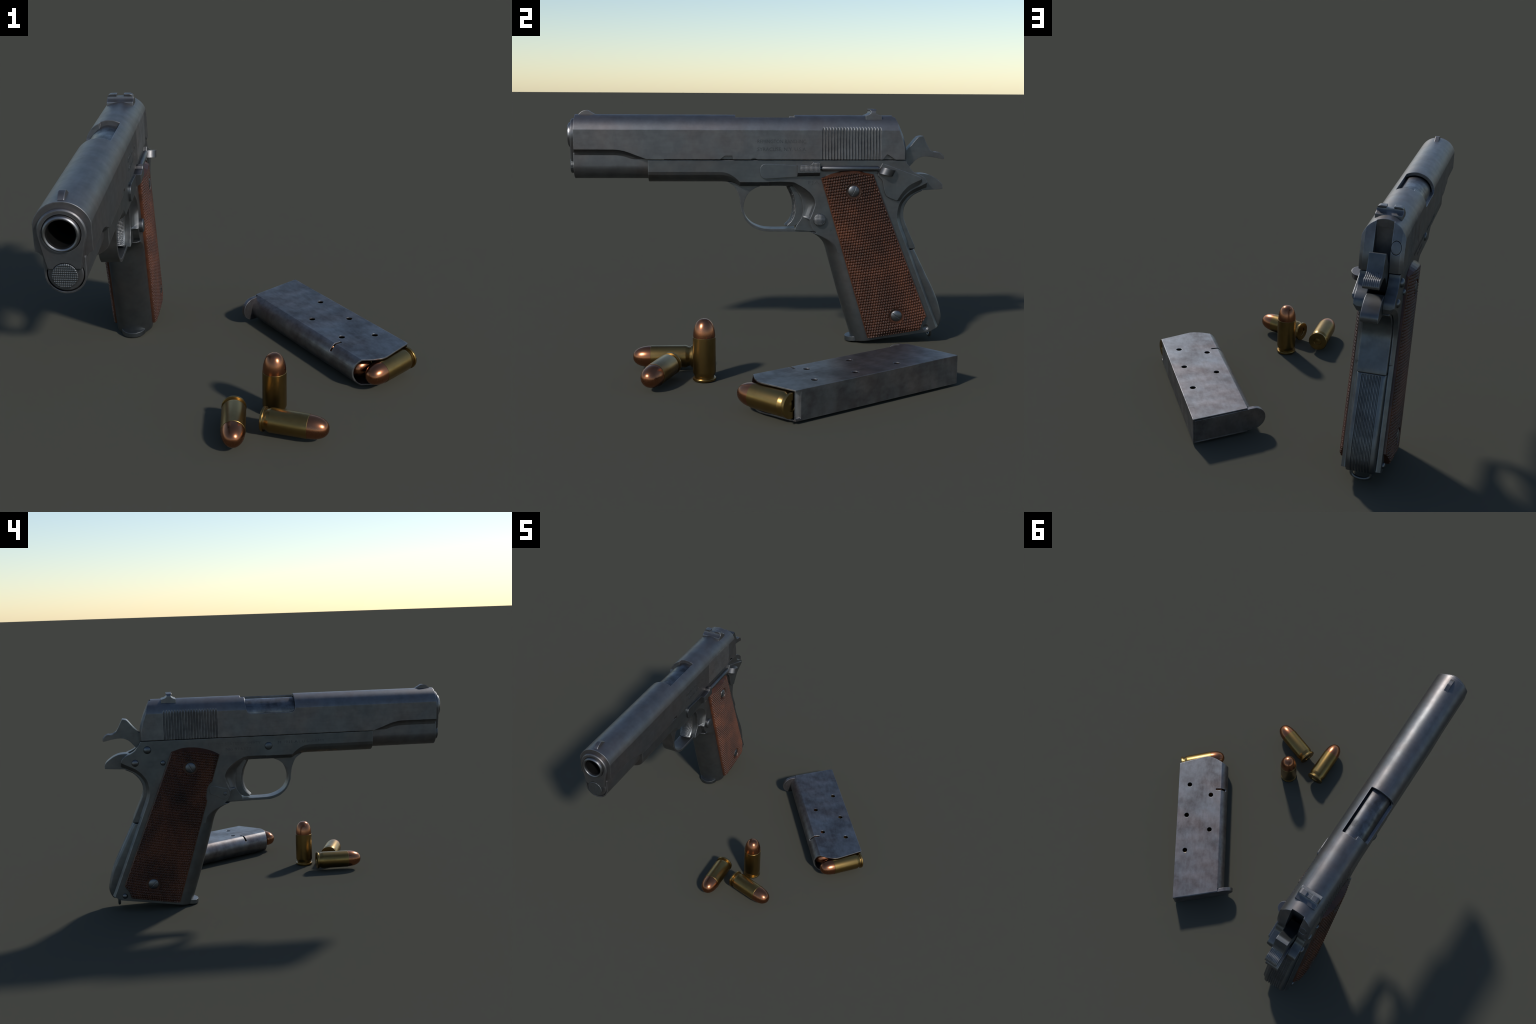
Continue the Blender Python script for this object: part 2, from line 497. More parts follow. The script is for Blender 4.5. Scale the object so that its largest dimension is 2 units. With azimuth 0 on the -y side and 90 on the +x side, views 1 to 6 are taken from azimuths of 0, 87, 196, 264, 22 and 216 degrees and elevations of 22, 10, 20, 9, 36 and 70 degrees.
# handle: flat flanks, elliptical front strap
FS = [(-0.1, 0.548), (0.031, 0.5065), (0.20, 0.452), (0.375, 0.401), (0.47, 0.374), (0.533, 0.356), (0.565, 0.335), (0.59, 0.306), (0.61, 0.268)]
BK = [(-0.1, 1.041), (0.095, 0.963), (0.5536, 0.782), (0.61, 0.7595)]
DP = [(-0.1, 0.082), (0.40, 0.080), (0.50, 0.072), (0.565, 0.045), (0.61, 0.015)]
fsz = curve([(v, z) for z, v in FS], 5)
rings = []
for yf, z in fsz:
    yb = lookup(BK, z)
    d = lookup(DP, z)
    half = [(0.0, yb + 0.014), (0.076, yb + 0.014), (FW, yb), (FW, yf + d)]
    for i in range(1, 17):
        a = pi / 2 * i / 16
        half.append((FW * cos(a) ** 0.85, yf + d - d * sin(a)))
    rings.append([(x, y, z) for x, y in half] + [(-x, y, z) for x, y in half[-2:0:-1]])
boolean(frame, loft("handle", rings), 'UNION')
# slanting butt
boolean(frame, prism("cut", [(0.3, -0.0245), (1.2, 0.1025), (1.2, -0.3), (0.3, -0.3)], -0.3, 0.3))
boolean(frame, prism("cut", [(0.9285, 0.0642), (0.990, 0.098), (1.05, 0.0), (0.93, 0.0)], -0.3, 0.3))
# web between the flanks, behind the trigger
core = curve([(0.165, 0.87), (0.215, 0.81), (0.233, 0.75), (0.228, 0.69), (0.20, 0.645), (0.19, 0.62)], 5)
boolean(frame, prism("web", core + [(0.34, 0.61), (0.34, 0.87)], -0.060, 0.060), 'UNION')
# finger clearance scoops behind the trigger
for s in (1, -1):
    out = curve([(0.05, 0.881), (0.165, 0.8805), (0.207, 0.866), (0.252, 0.838), (0.285, 0.803), (0.2965, 0.768), (0.287, 0.730), (0.274, 0.695)], 6) + [(0.268, 0.684), (0.05, 0.684)]
    rings = []
    for x, sh, zs in ((0.0602, 0.054, 0.026), (0.0610, 0.046, 0.022), (0.0632, 0.036, 0.018), (0.068, 0.026, 0.013), (0.075, 0.015, 0.008), (0.084, 0.006, 0.003), (0.0932, 0.0, 0.0), (0.12, -0.006, 0.0)):
        rings.append([(s * x, y - sh * smooth(0.06, 0.16, y), z - zs if z > 0.70 else z) for y, z in out])
    boolean(frame, loft("cut", rings))
# hammer slot between the horns, and the slot for the grip safety tang
boolean(frame, box("cut", -0.0415, 0.0415, 0.62, 1.1, 0.80, 1.1))
boolean(frame, prism("cut", [(0.73, 0.45), (0.73, 0.85), (1.1, 0.85), (1.1, 0.05), (0.89, 0.05)], -0.0715, 0.0715))
# pin hole in the butt
boolean(frame, lathe("cut", [(0.0165, 0), (0.0165, 0.3)], (1, 0, 0), (0.083, 0.908, 0.090)))

weighted(frame, 13)

# trigger guard
outer = curve([(-0.165, 0.876), (-0.130, 0.850), (-0.108, 0.805), (-0.099, 0.760), (-0.094, 0.720), (-0.072, 0.672), (-0.032, 0.634), (0.018, 0.6145),
               (0.06, 0.611), (0.129, 0.6105)], 5) + [(0.20, 0.609), (0.285, 0.607), (0.30, 0.66)]
inner = [(0.245, 0.66), (0.215, 0.630), (0.19, 0.6255)] + curve([(0.14, 0.625), (0.06, 0.6255), (0.010, 0.632), (-0.040, 0.655), (-0.072, 0.693), (-0.0835, 0.745), (-0.066, 0.802),
               (-0.034, 0.836), (0.005, 0.8545)], 5) + [(0.01, 0.876)]
guard = prism("trigger_guard", outer + inner, -0.0435, 0.0435, FRAME, gun)

# trigger
tf = curve([(0.146, 0.852), (0.158, 0.83), (0.173, 0.795), (0.1805, 0.755), (0.178, 0.71), (0.164, 0.673), (0.137, 0.644)], 5)
tb = curve([(0.150, 0.636), (0.190, 0.640), (0.222, 0.675), (0.236, 0.72), (0.235, 0.77), (0.215, 0.82), (0.19, 0.856)], 5)
def crown(x):
    """The bow of the trigger is rounded across its width."""
    return 0.016 * (abs(x) / 0.0385) ** 2.2
XT = [-0.0385 + 0.077 * i / 12 for i in range(13)]
trig = loft("trigger", [[(x, y + crown(x), z) for y, z in tf] + [(x, y, z) for y, z in tb] for x in XT], FRAME, gun)
XF = [-0.033 + 0.066 * i / 10 for i in range(11)]
pad = loft("trigger_face", [[(x, y - 0.0015 + crown(x), z) for y, z in tf[2:-1]] + [(x, y + 0.006 + crown(x), z) for y, z in tf[-2:1:-1]] for x in XF], KNURL, trig)

# ------------------------------------------------------------------ hammer
ham = [(0.70, 0.93), (0.715, 0.99), (0.760, 1.022), (0.787, 1.047), (0.813, 1.0735), (0.836, 1.103)] + \
      curve([(0.8465, 1.1145), (0.8555, 1.1185), (0.8735, 1.1215)], 3) + \
      curve([(0.8885, 1.0920), (0.8995, 1.0695), (0.9147, 1.0475), (0.9316, 1.0365), (0.945, 1.0345), (0.956, 1.0355), (0.968, 1.0325), (0.9800, 1.0225), (0.9890, 1.0095), (0.9885, 0.9980)], 3) + \
      curve([(0.9742, 0.9990), (0.9491, 1.0050), (0.918, 1.0105), (0.8869, 1.0125), (0.8663, 1.0092), (0.848, 1.0010), (0.8339, 0.9905), (0.8039, 0.9580)], 3) + [(0.77, 0.90)]
hammer = prism("hammer", ham, -0.037, 0.037, FRAME, gun)
# ridges across the thumb spur
bm = bmesh.new()
for i in range(9):
    x = -0.034 + 0.068 * i / 8
    pr = [(0.915, 1.0510), (0.932, 1.0400), (0.945, 1.0382), (0.957, 1.0395), (0.969, 1.0365), (0.9815, 1.0265), (0.9900, 1.014), (0.93, 1.02)]
    a = [bm.verts.new((x - 0.0018, y, z - 0.0029)) for y, z in pr]
    b = [bm.verts.new((x + 0.0018, y, z - 0.0029)) for y, z in pr]
    bm.faces.new(a); bm.faces.new(b[::-1])
    for j in range(8):
        bm.faces.new((a[j], b[j], b[(j + 1) % 8], a[(j + 1) % 8]))
spur = obj_from_bm("hammer_serration", bm, FRAME, hammer)
spur["kind"] = "stuff"

# ------------------------------------------------------------------ grip safety and mainspring housing
gsb = [(0.70, 0.517), (0.838, 0.517), (0.8425, 0.524)] + curve([(0.840, 0.535), (0.811, 0.597), (0.788, 0.650), (0.775, 0.6876), (0.7735, 0.7248), (0.780, 0.7527), (0.797, 0.781), (0.8215, 0.806),
      (0.845, 0.820), (0.872, 0.832)], 4) + [(0.86, 0.85), (0.70, 0.85)]
gsafe = prism("grip_safety", gsb, -0.0700, 0.0700, FRAME, gun)
bevel(gsafe, 0.010, 4, 50)
weighted(gsafe, 30)
tang = [(0.80, 0.79), (0.83, 0.812)] + curve([(0.872, 0.832), (0.927, 0.8350), (0.9845, 0.8390)], 4) + \
       curve([(0.9865, 0.846), (0.985, 0.8615), (0.9756, 0.8755), (0.9564, 0.8910), (0.9342, 0.9055), (0.909, 0.9160), (0.881, 0.9210), (0.855, 0.920), (0.82, 0.908)], 4) + [(0.76, 0.88), (0.76, 0.79)]
tng = prism("grip_safety_tang", tang, -0.0405, 0.0405, FRAME, gsafe)

MS = curve([(0.836, 0.516), (0.846, 0.500), (0.868, 0.456), (0.909, 0.374), (0.945, 0.303), (0.976, 0.232), (0.994, 0.170), (0.9995, 0.134), (0.994, 0.103), (0.982, 0.080)], 5)
xs = [-0.070 + 0.14 * i / 112 for i in range(113)]
bm = bmesh.new()
rows = []
for y, z in MS:
    row = []
    for x in xs:
        e = max(0, abs(x) - 0.050) / 0.020
        drop_ = 0.014 * (1 - sqrt(max(0, 1 - e * e)))
        fl = 0.0
        if abs(x) < 0.047 and z < 0.512:
            fl = 0.0070 * (0.5 - 0.5 * cos(2 * pi * (x + 0.047) / 0.0134)) ** 0.7
        row.append(bm.verts.new((x, y - drop_ - fl, z - 0.30 * (drop_ + fl))))
    rows.append(row)
for a, b in zip(rows, rows[1:]):
    for i in range(len(xs) - 1):
        bm.faces.new((a[i], a[i + 1], b[i + 1], b[i]))
f0 = bm.verts.new((-0.070, 0.72, 0.516)); f1 = bm.verts.new((0.070, 0.72, 0.516))
g0 = bm.verts.new((-0.070, 0.87, 0.062)); g1 = bm.verts.new((0.070, 0.87, 0.062))
bm.faces.new([f1, f0] + rows[0]); bm.faces.new([g0, g1] + rows[-1][::-1])
bm.faces.new([f0, g0] + [r[0] for r in rows[::-1]]); bm.faces.new([g1, f1] + [r[-1] for r in rows])
bm.faces.new([f0, f1, g1, g0])
msh = obj_from_bm("mainspring_housing", bm, FRAME, gun, 40)

# lanyard loop
bm = bmesh.new()
path = [(-0.048, 0.10), (-0.048, 0.055)] + [(-0.048 * cos(radians(a)), 0.050 - 0.026 * sin(radians(a))) for a in range(10, 171, 16)] + [(0.048, 0.055), (0.048, 0.10)]
rings = []
for i, (x, z) in enumerate(path):
    p0, p1 = path[max(0, i - 1)], path[min(len(path) - 1, i + 1)]
    t = Vector((p1[0] - p0[0], 0, p1[1] - p0[1])).normalized()
    n = t.cross(Vector((0, 1, 0)))
    rings.append([tuple(Vector((x, 0.945, z)) + (n * cos(a) + Vector((0, 1, 0)) * sin(a)) * 0.0078) for a in [2 * pi * k / 12 for k in range(12)]])
bm.free()
loop = loft("lanyard_loop", rings, FRAME, msh)

# ------------------------------------------------------------------ magazine floor toe under the butt
toe = []
for i in range(13):
    a = radians(180 * i / 12)
    toe.append((0.062 * cos(a), 0.532 - 0.055 * sin(a)))
toe = [(0.062, 0.86)] + toe + [(-0.062, 0.86)]
def tz(y):
    return 0.001 + 0.141 * (y - 0.477)
floor_toe = loft("magazine_floor_plate", [[(x, y, tz(y) + h) for x, y in toe] for h in (0.0, 0.024)], SCREW, gun)

# ------------------------------------------------------------------ grip panels
TH = math.atan2(0.286, 0.82)          # handle rake
AX = Vector((sin(TH), -cos(TH)))      # down the handle in (y, z)
CR = Vector((cos(TH), sin(TH)))       # across the handle, towards the back
ORG = Vector((0.452, 0.93))
LA = Vector((0.0133, 0.0023)); LB = Vector((-0.0020, -0.0155))   # checkering lattice
DET = LA.x * LB.y - LA.y * LB.x
SCREWS = [Vector((0.495, 0.835)), Vector((0.739, 0.161))]
def edges(p):
    """Signed distance from the front and the back line of the panel."""
    f0, f1 = Vector((0.324, 0.902)), Vector((0.589, 0.033))
    b0, b1 = Vector((0.601, 0.922)), Vector((0.909, 0.152))
    def dist(a, b):
        d = (b - a).normalized()
        return d.x * (p.y - a.y) - d.y * (p.x - a.x)
    return dist(f0, f1), -dist(b0, b1)
def panel_height(p, top_z):
    df, db = edges(p)
    df, db = max(df, 0.0), max(db, 0.0)
    w = max(df + db, 0.02)
    s = (df - db) / w
    h = 0.010 + 0.0285 * max(0.0, 1 - s * s) ** 0.80
    t = (p - ORG).dot(AX)
    low = 0.020 + 0.13 * max(0.0, p.y - (0.030 + 0.141 * (p.x - 0.589))) / 0.30
    zb = p.y - (0.030 + 0.141 * (p.x - 0.589))
    h = min(h, 0.017 + 0.55 * max(0.0, zb)) if zb < 0.16 else h
    ztop = top_z(p.x) - p.y
    flat = ztop < 0.020
    if flat:
        h = min(h, 0.004 + 1.8 * max(0.0, ztop))
    chk = 1.0
    near = min((p - q).length for q in SCREWS)
    if near < 0.043:
        hs = 0.0330
        h = max(min(h, hs), 0.0) if near < 0.040 else h
        chk = 0.0
    if min(df, db) < 0.006 or (flat and h > 0.0035 + 1.8 * ztop):
        chk = 0.0
    if chk:
        u = (p.x * LB.y - p.y * LB.x) / DET
        v = (LA.x * p.y - LA.y * p.x) / DET
        a = 1 - abs(2 * (u - math.floor(u)) - 1)
        b = 1 - abs(2 * (v - math.floor(v)) - 1)
        h += 0.0085 * (sin(pi * a / 2) * sin(pi * b / 2)) ** 1.3 - 0.0045
    return h
def top_left(y):
    return lookup([(0.30, 0.895), (0.324, 0.902), (0.38, 0.924), (0.44, 0.940), (0.496, 0.946), (0.529, 0.943), (0.55, 0.933), (0.601, 0.923), (0.65, 0.91)], y)
def top_right(y):
    return lookup([(0.30, 0.89), (0.325, 0.901), (0.365, 0.923), (0.408, 0.937), (0.45, 0.946), (0.487, 0.949), (0.52, 0.9485), (0.549, 0.944), (0.601, 0.928), (0.65, 0.91)], y)
def grip_panel(side):
    tz_ = top_left if side > 0 else top_right
    nt_, ns = 640, 216
    bm = bmesh.new()
    grid, low = [], []
    for i in range(nt_ + 1):
        t = -0.05 + 1.06 * i / nt_
        row, lo = [], []
        for j in range(ns + 1):
            s = -0.165 + 0.345 * j / ns
            p = ORG + AX * t + CR * s
            row.append(bm.verts.new((side * (FW + panel_height(p, tz_)), p.x, p.y)))
            if i in (0, nt_) or j in (0, ns):
                lo.append(bm.verts.new((side * (FW - 0.004), p.x, p.y)))
            else:
                lo.append(None)
        grid.append(row); low.append(lo)
    for i in range(nt_):
        for j in range(ns):
            bm.faces.new((grid[i][j], grid[i][j + 1], grid[i + 1][j + 1], grid[i + 1][j]))
    for i in range(nt_):
        for j in (0, ns):
            bm.faces.new((grid[i][j], grid[i + 1][j], low[i + 1][j], low[i][j]))
    for j in range(ns):
        for i in (0, nt_):
            bm.faces.new((grid[i][j], grid[i][j + 1], low[i][j + 1], low[i][j]))
    rim = low[0][:] + [low[i][ns] for i in range(1, nt_ + 1)] + low[nt_][ns - 1::-1] + [low[i][0] for i in range(nt_ - 1, 0, -1)]
    bm.faces.new(rim)
    o = obj_from_bm("grip_panel", bm, GRIP, gun, 60)
    bottom = [(0.909, 0.152), (0.888, 0.128), (0.877, 0.107), (0.870, 0.079), (0.589, 0.033)]
    if side > 0:
        tops = curve([(0.324, 0.902), (0.38, 0.924), (0.44, 0.940), (0.496, 0.946), (0.529, 0.943), (0.552, 0.932), (0.601, 0.922)], 4)
        out = tops + bottom
    else:
        tops = curve([(0.324, 0.901), (0.365, 0.923), (0.408, 0.937), (0.45, 0.946), (0.487, 0.949), (0.52, 0.9485), (0.549, 0.944), (0.601, 0.928)], 4)
        notch = curve([(0.406, 0.632), (0.410, 0.645), (0.4105, 0.665), (0.404, 0.705), (0.390, 0.730), (0.373, 0.744)], 3)
        out = tops + bottom + notch
    x0, x1 = sorted((side * (FW - 0.0005), side * 0.3))
    boolean(o, prism("cut", out, x0, x1), 'INTERSECT', 60)
    return o
for side in (1, -1):
    panel = grip_panel(side)
    for q, turn in zip(SCREWS, ((25, 128) if side > 0 else (25, 140))):
        sc = lathe("grip_screw", [(0.0305, 0.100), (0.0305, 0.1260), (0.0285, 0.1285), (0.024, 0.1308), (0.017, 0.1330), (0.009, 0.1343), (0, 0.1347)],
                   (side, 0, 0), (0, q.x, q.y), SCREW, panel, 48, 50)
        d = Vector((sin(radians(turn)), cos(radians(turn))))
        if side < 0:
            d = Vector((d.x, d.y))
        n = Vector((-d.y, d.x)) * 0.0022
        sl = [q + d * 0.05 + n, q - d * 0.05 + n, q - d * 0.05 - n, q + d * 0.05 - n]
        x0, x1 = sorted((side * 0.1285, side * 0.2))
        boolean(sc, prism("cut", [(v.x, v.y) for v in sl], x0, x1), angle=50)

# ------------------------------------------------------------------ controls on the left side
stop_out = curve([(0.002, 0.938), (0.004, 0.957), (0.014, 0.971), (0.030, 0.9765)], 4) + [(0.07, 0.976), (0.195, 0.969)] + \
           curve([(0.203, 0.965), (0.2075, 0.950), (0.2075, 0.930), (0.203, 0.914), (0.19, 0.909)], 3) + [(0.07, 0.901)] + \
           curve([(0.030, 0.8985), (0.014, 0.904), (0.005, 0.919)], 4)
stop = prism("slide_stop", stop_out, FW - 0.01, 0.1045, SCREW, gun)
weighted(stop, 20)
sp = [(0.198, 0.970), (0.265, 0.9745), (0.272, 0.977), (0.279, 0.988), (0.309, 0.988), (0.3165, 0.982), (0.3165, 0.914), (0.198, 0.912)]
rings = []
for x, sc in ((FW - 0.01, 0.0), (0.104, 0.0), (0.116, 0.006), (0.1275, 0.016)):
    rings.append([(x, y, z if z > 0.95 else z + sc * 1.2) for y, z in sp])
pad = loft("slide_stop_thumbpiece", rings, SCREW, stop)
kn = prism("thumbpiece_checkering", [(0.210, 0.941), (0.3145, 0.941), (0.3145, 0.977), (0.307, 0.984), (0.281, 0.984), (0.274, 0.973), (0.210, 0.968)],
           0.122, 0.1287, KNURL, pad)

pl = lathe("plunger_tube", [(0.004, 0.316), (0.007, 0.319), (0.007, 0.325), (0.013, 0.327), (0.0145, 0.330), (0.0145, 0.625), (0.013, 0.628), (0.006, 0.630), (0.006, 0.645)],
           (0, 1, 0), (0.1005, 0, 0.9525), SCREW, gun, 32)

saf = [(0.6480, 0.9810, 0, 0), (0.8506, 0.9086, 0, 0)] + curve([(0.8618, 0.8950, -0.006, 0.006), (0.8606, 0.8813, -0.008, 0.012), (0.8473, 0.8660, -0.012, 0.020), (0.8081, 0.8447, -0.014, 0.020),
       (0.7751, 0.8172, -0.014, 0.014), (0.7455, 0.7810, -0.015, 0.004)], 4) + \
      curve([(0.7301, 0.7800, -0.003, 0.003), (0.6773, 0.8045, 0, 0), (0.6646, 0.8234, 0, 0), (0.6570, 0.8550, 0, 0), (0.6507, 0.8872, 0, 0), (0.6360, 0.9039, 0, 0), (0.6250, 0.9150, 0, 0)], 4) + [(0.628, 0.945, 0, 0)]
def saf_ring(x, k):
    return [(x, y + k * dy, z + k * dz) for y, z, dy, dz in saf]
safety = loft("thumb_safety", [saf_ring(FW - 0.01, 0), saf_ring(0.0975, 0), saf_ring(0.1065, 1)], FRAME, gun)
weighted(safety, 20)
def shelf(dy, dz):
    """Half-round thumb shelf seen in plan, sloping down to the back."""
    pts = []
    for k in range(17):
        a = pi * k / 16
        y = 0.679 + 0.0400 * cos(a)
        pts.append((0.092 + 0.0585 * sin(a) ** 0.75, y + dy, 0.954 - 0.237 * (y - 0.679) + dz))
    return pts
ledge = loft("thumb_safety_pad", [shelf(0, 0), shelf(-0.016, -0.033)], SCREW, safety)

mr = lathe("magazine_release", [(0.0335, 0.07), (0.0335, 0.108), (0.0315, 0.1105), (0, 0.1105)], (1, 0, 0), (0, 0.3195, 0.680), SCREW, gun)
mrf = lathe("release_checkering", [(0.0295, 0.105), (0.0295, 0.1112), (0.0285, 0.1118), (0, 0.1118)], (1, 0, 0), (0, 0.3195, 0.680), KNURL, mr)

# ------------------------------------------------------------------ right side: pin heads and catch lock
def dome(name, y, z, r, parent, side=-1, h=0.011):
    prof = [(r, 0.08), (r, FW + 0.002)] + [(r * cos(radians(a)), FW + 0.002 + h * sin(radians(a))) for a in (15, 30, 45, 60, 75)] + [(0, FW + 0.002 + h)]
    return lathe(name, prof, (side, 0, 0), (0, y, z), SCREW, parent, 36, 60)
dome("hammer_pin", 0.737, 0.945, 0.0225, gun, h=0.016)
dome("safety_pin", 0.810, 0.872, 0.0205, gun, h=0.013)
dome("sear_pin", 0.651, 0.866, 0.0145, gun, h=0.010)
dome("slide_stop_pin", 0.036, 0.936, 0.0225, gun, h=0.009)
dome("housing_pin", 0.908, 0.090, 0.0155, gun, h=0.010)
dome("housing_pin", 0.908, 0.090, 0.0155, gun, side=1, h=-0.006).location.x = -0.004
bean = curve([(0.389, 0.690), (0.385, 0.710), (0.366, 0.718), (0.340, 0.711), (0.312, 0.703), (0.290, 0.699), (0.278, 0.683), (0.279, 0.660), (0.292, 0.641),
              (0.314, 0.636), (0.338, 0.649), (0.362, 0.661), (0.383, 0.668)], 4, closed=True)
lock = prism("magazine_catch_lock", bean, -FW - 0.0025, -FW + 0.01, FRAME, gun)
ls = lathe("catch_lock_screw", [(0.0105, 0.07), (0.0105, FW + 0.0035), (0.008, FW + 0.006), (0, FW + 0.007)], (-1, 0, 0), (0, 0.299, 0.668), SCREW, lock, 24)
boolean(ls, box("cut", -0.2, -FW - 0.0035, 0.28, 0.32, 0.6668, 0.6692))

# ------------------------------------------------------------------ stamped lettering
def stamp(text, size, y, z, width, side, x, depth=0.0009):
    cu = bpy.data.curves.new("t", 'FONT')
    cu.body = text
    cu.size = size
    cu.align_x = 'CENTER'
    cu.align_y = 'CENTER'
    cu.extrude = depth
    cu.resolution_u = 3
    t = bpy.data.objects.new("t", cu)
    SC.objects.link(t)
    dg = bpy.context.evaluated_depsgraph_get()
    me = bpy.data.meshes.new_from_object(t.evaluated_get(dg))
    bpy.data.objects.remove(t)
    bpy.data.curves.remove(cu)
    xs_ = [v.co.x for v in me.vertices]
    k = width / (max(xs_) - min(xs_))
    # the letters run along +y on the left side, along -y on the right side
    for v in me.vertices:
        v.co = Vector((side * (x + v.co.z), y + side * v.co.x * k, z + v.co.y))
    if side < 0:
        pass
    me.update()
    o = bpy.data.objects.new("stamped_lettering", me)
    me.name = "stamped_lettering"
    me.materials.append(MARK)
    SC.objects.link(o)
    PARENTS.append((o, slide if (side > 0 and z > 1.0) else frame))
    finish(o)
    return o
stamp("REMINGTON RAND INC.", 0.027, 0.117, 1.093, 0.258, 1, HW)
stamp("SYRACUSE, N.Y. U.S.A.", 0.027, 0.117, 1.052, 0.258, 1, HW)
stamp("FJA", 0.026, 0.285, 0.878, 0.058, 1, FW)
stamp("P", 0.022, 0.381, 0.619, 0.012, 1, FW)
stamp("UNITED STATES PROPERTY", 0.022, 0.235, 0.957, 0.306, -1, FW)
stamp("No 916377", 0.022, 0.212, 0.926, 0.150, -1, FW)
stamp("M 1911 A1 U.S. ARMY", 0.022, -0.156, 0.9535, 0.276, -1, FW)

# =================================================================== CARTRIDGES
CASE = [(0, 0.0035), (0.010, 0.0035), (0.012, 0.0042), (0.0225, 0.0042), (0.0235, 0.0015), (0.0245, 0.0), (0.0535, 0.0), (0.0553, 0.002), (0.0553, 0.0095), (0.0543, 0.0115),
        (0.0475, 0.0125), (0.0470, 0.020), (0.0480, 0.023), (0.0538, 0.036), (0.0546, 0.041), (0.0540, 0.2075), (0.0527, 0.2088), (0.0518, 0.2080), (0.0518, 0.19)]
BUL = [(0.0523, 0.19), (0.0523, 0.2110)] + [(0.0523 * cos(radians(a)) ** 0.80, 0.2110 + 0.0845 * sin(radians(a))) for a in (8, 16, 24, 32, 40, 48, 56, 64, 72, 79, 85)] + [(0, 0.2955)]
case_me = bul_me = None
def cartridge(parent_or_none, loc, direction, name="cartridge", roll=0.0):
    global case_me, bul_me
    if case_me is None:
        c = lathe("case", CASE, (0, 0, 1), (0, 0, 0), BRASS, None, 56, 25)
        b = lathe("bullet", BUL, (0, 0, 1), (0, 0, 0), COPPER, None, 56, 40)
        case_me, bul_me = c.data, b.data
        bpy.data.objects.remove(c); bpy.data.objects.remove(b)
    e = bpy.data.objects.new(name, None)
    e.empty_display_size = 0.05
    SC.objects.link(e)
    q = Vector(direction).normalized().to_track_quat('Z', 'Y')
    e.rotation_mode = 'QUATERNION'
    e.rotation_quaternion = q
    e.location = loc
    if parent_or_none:
        e.parent = parent_or_none
    else:
        e["label"] = "brass cartridge with round copper bullet"
        e["category"] = "ammunition"
    for nm, me in (("case", case_me), ("bullet", bul_me)):
        o = bpy.data.objects.new(nm, me)
        SC.objects.link(o)
        o.parent = e
    return e
cartridge(None, (0.0925, -0.287, 0.001), (0, 0, 1))
cartridge(None, (0.0385, -0.448, 0.0655), (0.282, -0.0965, 0))
cartridge(None, (-0.0875, -0.342, 0.0655), (0.0, -1, 0))

# =================================================================== SPARE MAGAZINE
MU = Vector((0.540, -0.8417)).normalized()     # along the magazine, base to feed lips
MV = Vector((-MU.y * -1, 0))                   # replaced below
MV = Vector((MU.y, -MU.x))                     # spine to front
mag = thing("loaded_pistol_magazine", "worn bare steel pistol magazine with brass rounds showing", "magazine", (0.227, 0.891, 0.0))
ang = math.atan2(MU.y, MU.x)
mag.rotation_euler = (0, 0, ang)
# local axes: x along the magazine, -y from the spine to the front, z up
ZB, ZT = 0.0105, 0.1455
ZM, ZH = (ZB + ZT) / 2, (ZT - ZB) / 2
def mag_section(u, g=0.0):
    """Tube section: square spine, flat sides, rounded front; g insets the wall."""
    h = ZH - g
    pts = [(0.0 + g, -h), (0.0 + g, h), (0.289, h)]
    h0, sag = ZH, 0.041
    rad = (h0 * h0 + sag * sag) / (2 * sag)
    a0 = math.asin(h0 / rad)
    for i in range(1, 24):
        a = a0 - 2 * a0 * i / 24
        pts.append((0.289 + sag - rad + (rad - g) * cos(a), (rad - g) * sin(a) * (h / ((rad - g) * sin(a0)))))
    pts += [(0.289, -h)]
    return [(u, -v, ZM + w) for v, w in pts]
body = loft("magazine_tube", [mag_section(-0.1), mag_section(1.1)], MAGST, mag)
boolean(body, loft("cut", [mag_section(-0.2, 0.0065), mag_section(1.2, 0.0065)]))
sl = 0.169           # slant of the base
def uv_prism(name, uv, z0, z1):
    return loft(name, [[(u, -v, z) for u, v in uv] for z in (z0, z1)])
boolean(body, uv_prism("cut", [(-0.3, -0.2), (-0.0338, -0.2), (0.0, 0.0), (0.0488, 0.289), (0.0583, 0.345), (0.075, 0.445), (-0.3, 0.445)], -0.1, 0.3))
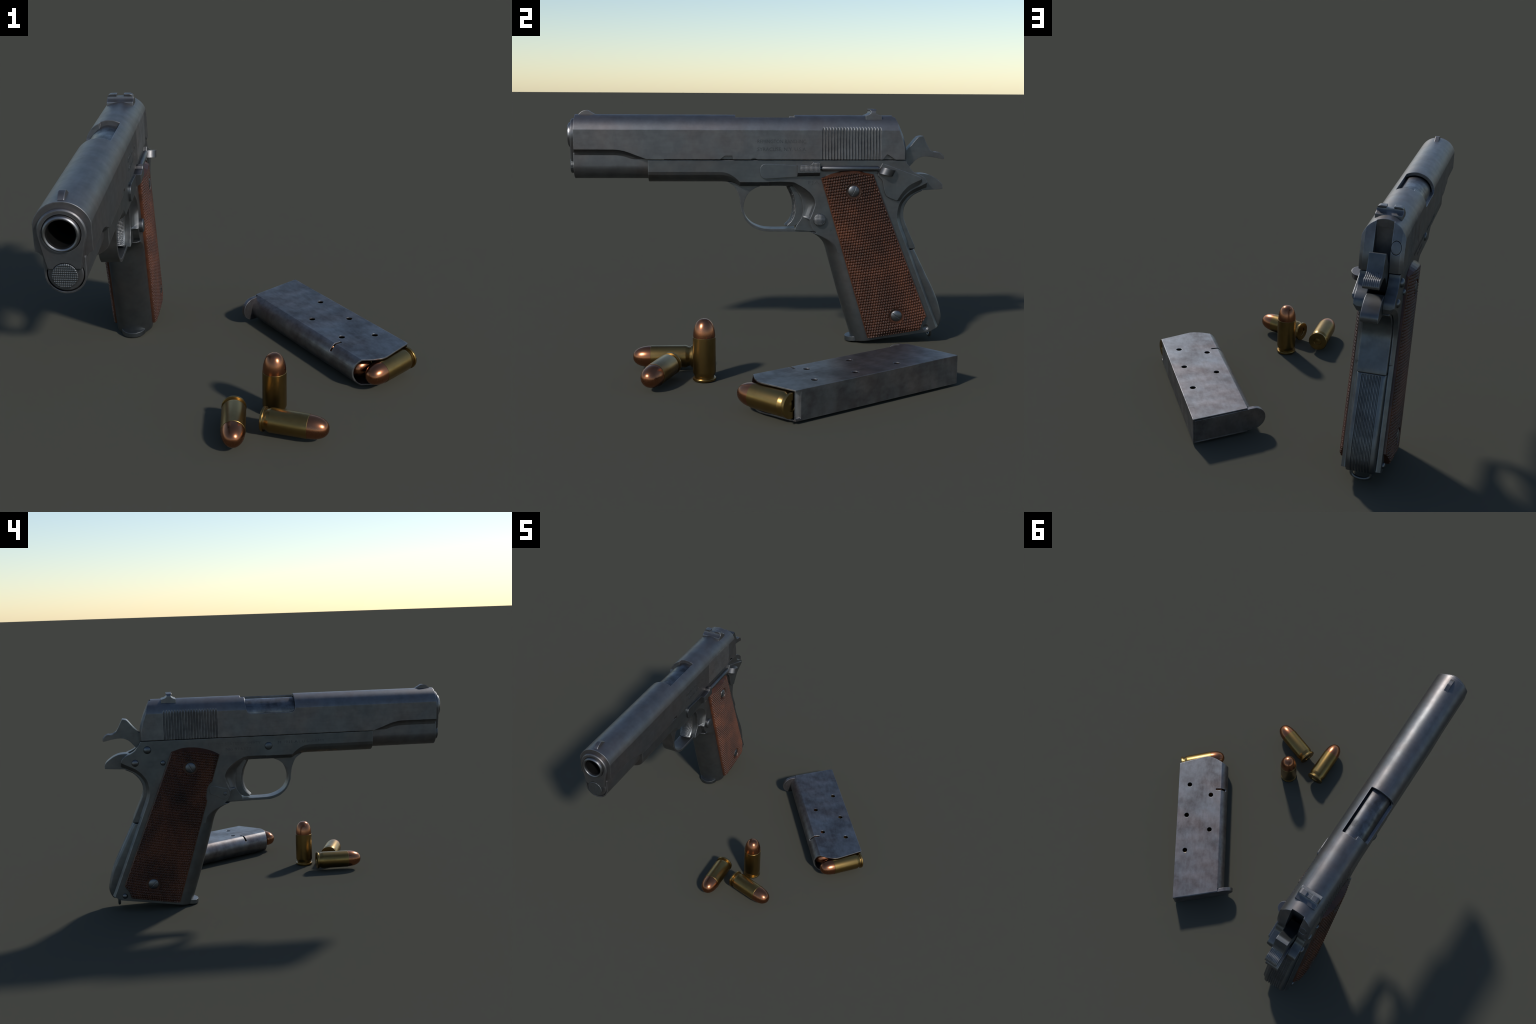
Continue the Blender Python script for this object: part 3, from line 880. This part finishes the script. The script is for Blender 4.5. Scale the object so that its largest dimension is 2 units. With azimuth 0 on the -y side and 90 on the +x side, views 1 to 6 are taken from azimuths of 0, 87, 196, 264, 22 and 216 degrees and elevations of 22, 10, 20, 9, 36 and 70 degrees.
boolean(body, uv_prism("cut", [(-0.2, 0.2905), (sl * 0.2905 + 0.0192, 0.2905), (sl * 0.40 + 0.0192, 0.40), (-0.2, 0.40)], -0.1, 0.3))
lip = [(0.945, -0.05), (0.945, 0.0)] + curve([(0.960, 0.05), (0.976, 0.105), (0.992, 0.158), (0.997, 0.185), (0.994, 0.210), (0.979, 0.250), (0.956, 0.289), (0.940, 0.325), (0.93, 0.36)], 4)
boolean(body, uv_prism("cut", lip + [(0.93, 0.5), (1.3, 0.5), (1.3, -0.05)], -0.1, 0.3))
# the spine is cut back between the lips
boolean(body, uv_prism("cut", [(0.918, -0.05), (0.918, 0.0062), (1.3, 0.0062), (1.3, -0.05)], ZB + 0.010, ZT - 0.010))
for u, v in ((0.789, 0.0746), (0.7166, 0.222), (0.571, 0.0637), (0.4705, 0.222), (0.325, 0.0636)):
    boolean(body, lathe("cut", [(0.0160, -0.1), (0.0160, 0.3)], (0, 0, 1), (u, -v, 0), seg=32))
weighted(body, 10)
boolean(body, uv_prism("cut", [(0.7495, 0.254), (0.7645, 0.254), (0.7645, 0.42), (0.7495, 0.42)], 0.112, 0.3))
weighted(body, 9)
# floor plate with its rounded toe
sl = 0.169
plate = []
fp = [(0.004, 0.0075), (0.0, 0.30)] 
def plate_ring(du):
    pts = [(0.0075, -0.0585), (0.0075, 0.0585)]
    for i in range(0, 17):
        a = pi / 2 - pi * i / 16
        pts.append((0.322 + 0.066 * cos(a), 0.0600 * sin(a)))
    return [(sl * v + du, -v, ZM + w) for v, w in pts]
fl = loft("magazine_floor_plate", [plate_ring(-0.003), plate_ring(0.019)], MAGST, mag)
# the rounds inside
for i in range(7):
    u = 0.958 - 0.1120 * i
    v = 0.009 if i == 0 else 0.018
    cartridge(mag, (u, -v, ZM + (0.001 if i == 0 else -0.003)), (0.212, -0.977, 0))
fo = loft("follower", [[(u, -v, ZM + s * 0.055) for u, v in ((0.20, 0.02), (0.255, 0.285), (0.185, 0.285), (0.14, 0.02))] for s in (-1, 1)], MAGST, mag)

for child, parent in PARENTS:
    child.parent = parent
